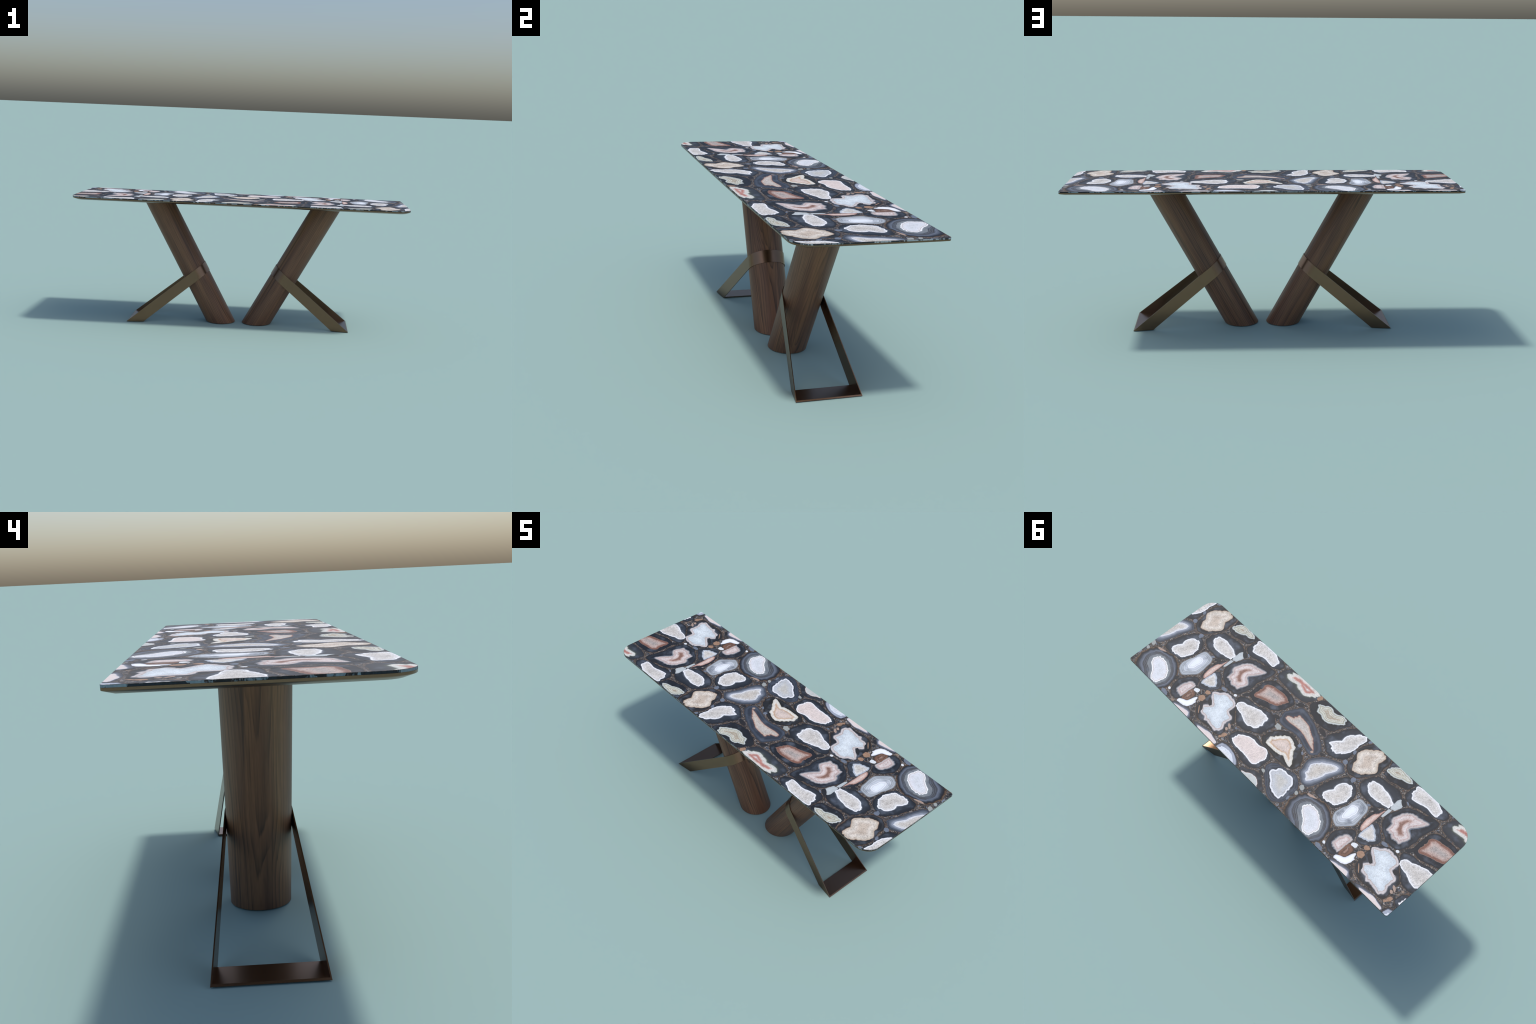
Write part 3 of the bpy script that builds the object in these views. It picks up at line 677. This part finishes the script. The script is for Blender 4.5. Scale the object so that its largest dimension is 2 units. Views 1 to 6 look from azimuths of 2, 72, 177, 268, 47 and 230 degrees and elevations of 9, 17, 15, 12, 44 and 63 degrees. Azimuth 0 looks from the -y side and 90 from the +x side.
pebble("blue_pebble", (-0.279, -0.299), (0.0107, 0.0078), 50)
pebble("pale_pebble", (-0.232, 0.182), (0.0105, 0.0085), -42)
pebble("blue_pebble", (0.564, -0.191), (0.0099, 0.0050), -33)
pebble("dark_inclusion", (0.580, -0.179), (0.0272, 0.0114), -35)
pebble("tan_pebble", (0.922, 0.136), (0.0248, 0.0069), 15)
pebble("tan_pebble", (-0.113, -0.037), (0.0078, 0.0077), 71)
pebble("dark_inclusion", (0.721, 0.191), (0.0153, 0.0090), -75)


# ------------------------------------------------------------------ lay the stones
grow_rims()
for s in SLICES:
    lay("agate_slice", slice_mesh(s), s["r"], s["centre"], MATS[s["kind"]], 0.00002, DOME)
for kind, centre, half, turn in PEBBLES:
    me, xy = pebble_mesh(half, turn)
    lay("stone_pebble", me, xy, centre, PEBBLE_MATS[kind], 0.00028, 0.00006)


# ------------------------------------------------------------------ chips that fill the gaps
def inside(p, loop):
    a, b = loop, np.roll(loop, -1, 0)
    c = (a[:, 1] > p[1]) != (b[:, 1] > p[1])
    with np.errstate(all="ignore"):
        x = (b[:, 0] - a[:, 0]) * (p[1] - a[:, 1]) / (b[:, 1] - a[:, 1]) + a[:, 0]
    return bool((c & (p[0] < x)).sum() % 2)


def clearance(p):
    best = min(HALF_X - abs(p[0]), HALF_Y - abs(p[1]), math.dist(p, (math.copysign(HALF_X, p[0]), -HALF_Y)) - 0.04) - 0.001
    for loop, centre, reach in OUTLINES:
        if np.hypot(*(p - centre)) > reach + max(best, 0.0) + 0.002:
            continue
        if inside(p, loop):
            return -1.0
        best = min(best, np.linalg.norm(loop - p, axis=1).min())
    return best


def chip_field(tries, smallest, largest):
    chips, grid = [], {}
    for _ in range(tries):
        p = np.array((rng.uniform(-HALF_X, HALF_X), rng.uniform(-HALF_Y, HALF_Y)))
        cell = (int(p[0] // 0.03), int(p[1] // 0.03))
        near = [c for i in (-1, 0, 1) for j in (-1, 0, 1) for c in grid.get((cell[0] + i, cell[1] + j), ())]
        room = min((math.dist(p, c[:2]) - c[2] for c in near), default=1.0) - 0.0006
        if room < smallest:
            continue
        room = min(room, clearance(p))
        if room < smallest:
            continue
        r = min(room, rng.uniform(smallest, largest))
        chips.append((p[0], p[1], r))
        grid.setdefault(cell, []).append(chips[-1])
    return chips


verts, faces, slots = [], [], []
for tries, small, large in ((7000, 0.0055, 0.011), (16000, 0.0028, 0.0055)):
    for cx, cy, r in chip_field(tries, small, large):
        n = int(rng.integers(5, 9))
        a = np.sort(rng.uniform(0, math.tau, n) * 0.25 + np.arange(n) * math.tau / n)
        turn, squash = rng.uniform(0, math.pi), rng.uniform(0.55, 1.0)
        base = len(verts)
        h = rng.uniform(0.00004, 0.00009)
        for lift, shrink in ((0.0, 1.0), (h, 0.94)):
            for ang in a:
                rr = r * shrink * rng.uniform(0.8, 1.0)
                x, y = rr * math.cos(ang), rr * squash * math.sin(ang)
                verts.append((cx + x * math.cos(turn) - y * math.sin(turn), cy + x * math.sin(turn) + y * math.cos(turn), TOP_Z + 0.00001 + lift))
        faces.append([base + n + k for k in range(n)])
        faces += [[base + k, base + (k + 1) % n, base + n + (k + 1) % n, base + n + k] for k in range(n)]
        kind = int(rng.choice(6, p=(0.40, 0.17, 0.11, 0.09, 0.04, 0.19)))
        slots += [kind] * (n + 1)
chips = obj_from("stone_chip", verts, faces, slab, CHIPS, slots)
chips["kind"] = "stuff"


# ------------------------------------------------------------------ legs
def leg(way):
    n, z1 = 128, TRAY_FLOOR - 0.0003
    levels = [(0.0, 0.0, 0.9965), (0.0008, 0.0008, 1.0), (z1, z1, 1.0)]
    verts = []
    for z, zz, s in levels:
        for k in range(n):
            a = math.tau * k / n
            verts.append((way * LEG_LEAN * zz + LEG_R * s * math.cos(a), LEG_R * s * math.sin(a), z))
    faces = [list(range(n))[::-1], [2 * n + k for k in range(n)]]
    faces += [[i * n + k, i * n + (k + 1) % n, (i + 1) * n + (k + 1) % n, (i + 1) * n + k] for i in range(2) for k in range(n)]
    ob = obj_from("leg", verts, faces, table, [WALNUT], sharp=30.0)
    ob.location = (way * LEG_FOOT, 0.0, 0.0)
    return ob


# ------------------------------------------------------------------ bronze straps
def strap_loop(x_floor, y_floor, radius, slope, way):
    """One edge of the strap: from the floor, round the back of the leaning leg, back to the floor."""
    reach = x_floor - LEG_FOOT
    full = math.hypot(reach, y_floor)
    tangent = math.acos(radius / full) + math.atan2(y_floor, reach)     # where the straight part meets the leg
    plan_pts = [(x_floor, y_floor)]
    steps = 56
    for k in range(steps + 1):
        a = tangent + (math.tau - 2 * tangent) * k / steps
        plan_pts.append((LEG_FOOT + radius * math.cos(a), radius * math.sin(a)))
    plan_pts.append((x_floor, -y_floor))
    out = []
    for q, y in plan_pts:
        z = max(0.0, slope * (x_floor - q) / (1 + LEG_LEAN * slope))
        out.append((way * (q + LEG_LEAN * z), y, z))
    return out


def strap(way):
    t = 0.0036
    rings = [strap_loop(0.681, 0.1475, LEG_R + t, 0.8125, way), strap_loop(0.578, 0.1335, LEG_R + t, 0.828, way),
             strap_loop(0.578, 0.1335 - t, LEG_R + 0.0002, 0.828, way), strap_loop(0.681, 0.1475 - t, LEG_R + 0.0002, 0.8125, way)]
    n = len(rings[0])
    verts = [p for r in rings for p in r]
    faces = []
    for s in range(4):
        for k in range(n - 1):
            a, b = s * n + k, ((s + 1) % 4) * n + k
            faces.append([a, a + 1, b + 1, b])
    faces += [[0, n, 2 * n, 3 * n], [n - 1, 2 * n - 1, 3 * n - 1, 4 * n - 1]]
    # flat foot plate between the two straight arms
    base, h = len(verts), 0.0048
    for z in (0.0004, h):
        for x, y in ((0.6806 - z / 0.8125, 0.1463), (0.5805, 0.1328), (0.5805, -0.1328), (0.6806 - z / 0.8125, -0.1463)):
            verts.append((way * x, y, z))
    faces += [[base, base + 1, base + 2, base + 3], [base + 4, base + 5, base + 6, base + 7]]
    faces += [[base + k, base + (k + 1) % 4, base + 4 + (k + 1) % 4, base + 4 + k] for k in range(4)]
    return obj_from("leg_brace", verts, faces, table, [BRONZE], sharp=25.0)


for way in (1, -1):
    leg(way)
    strap(way)
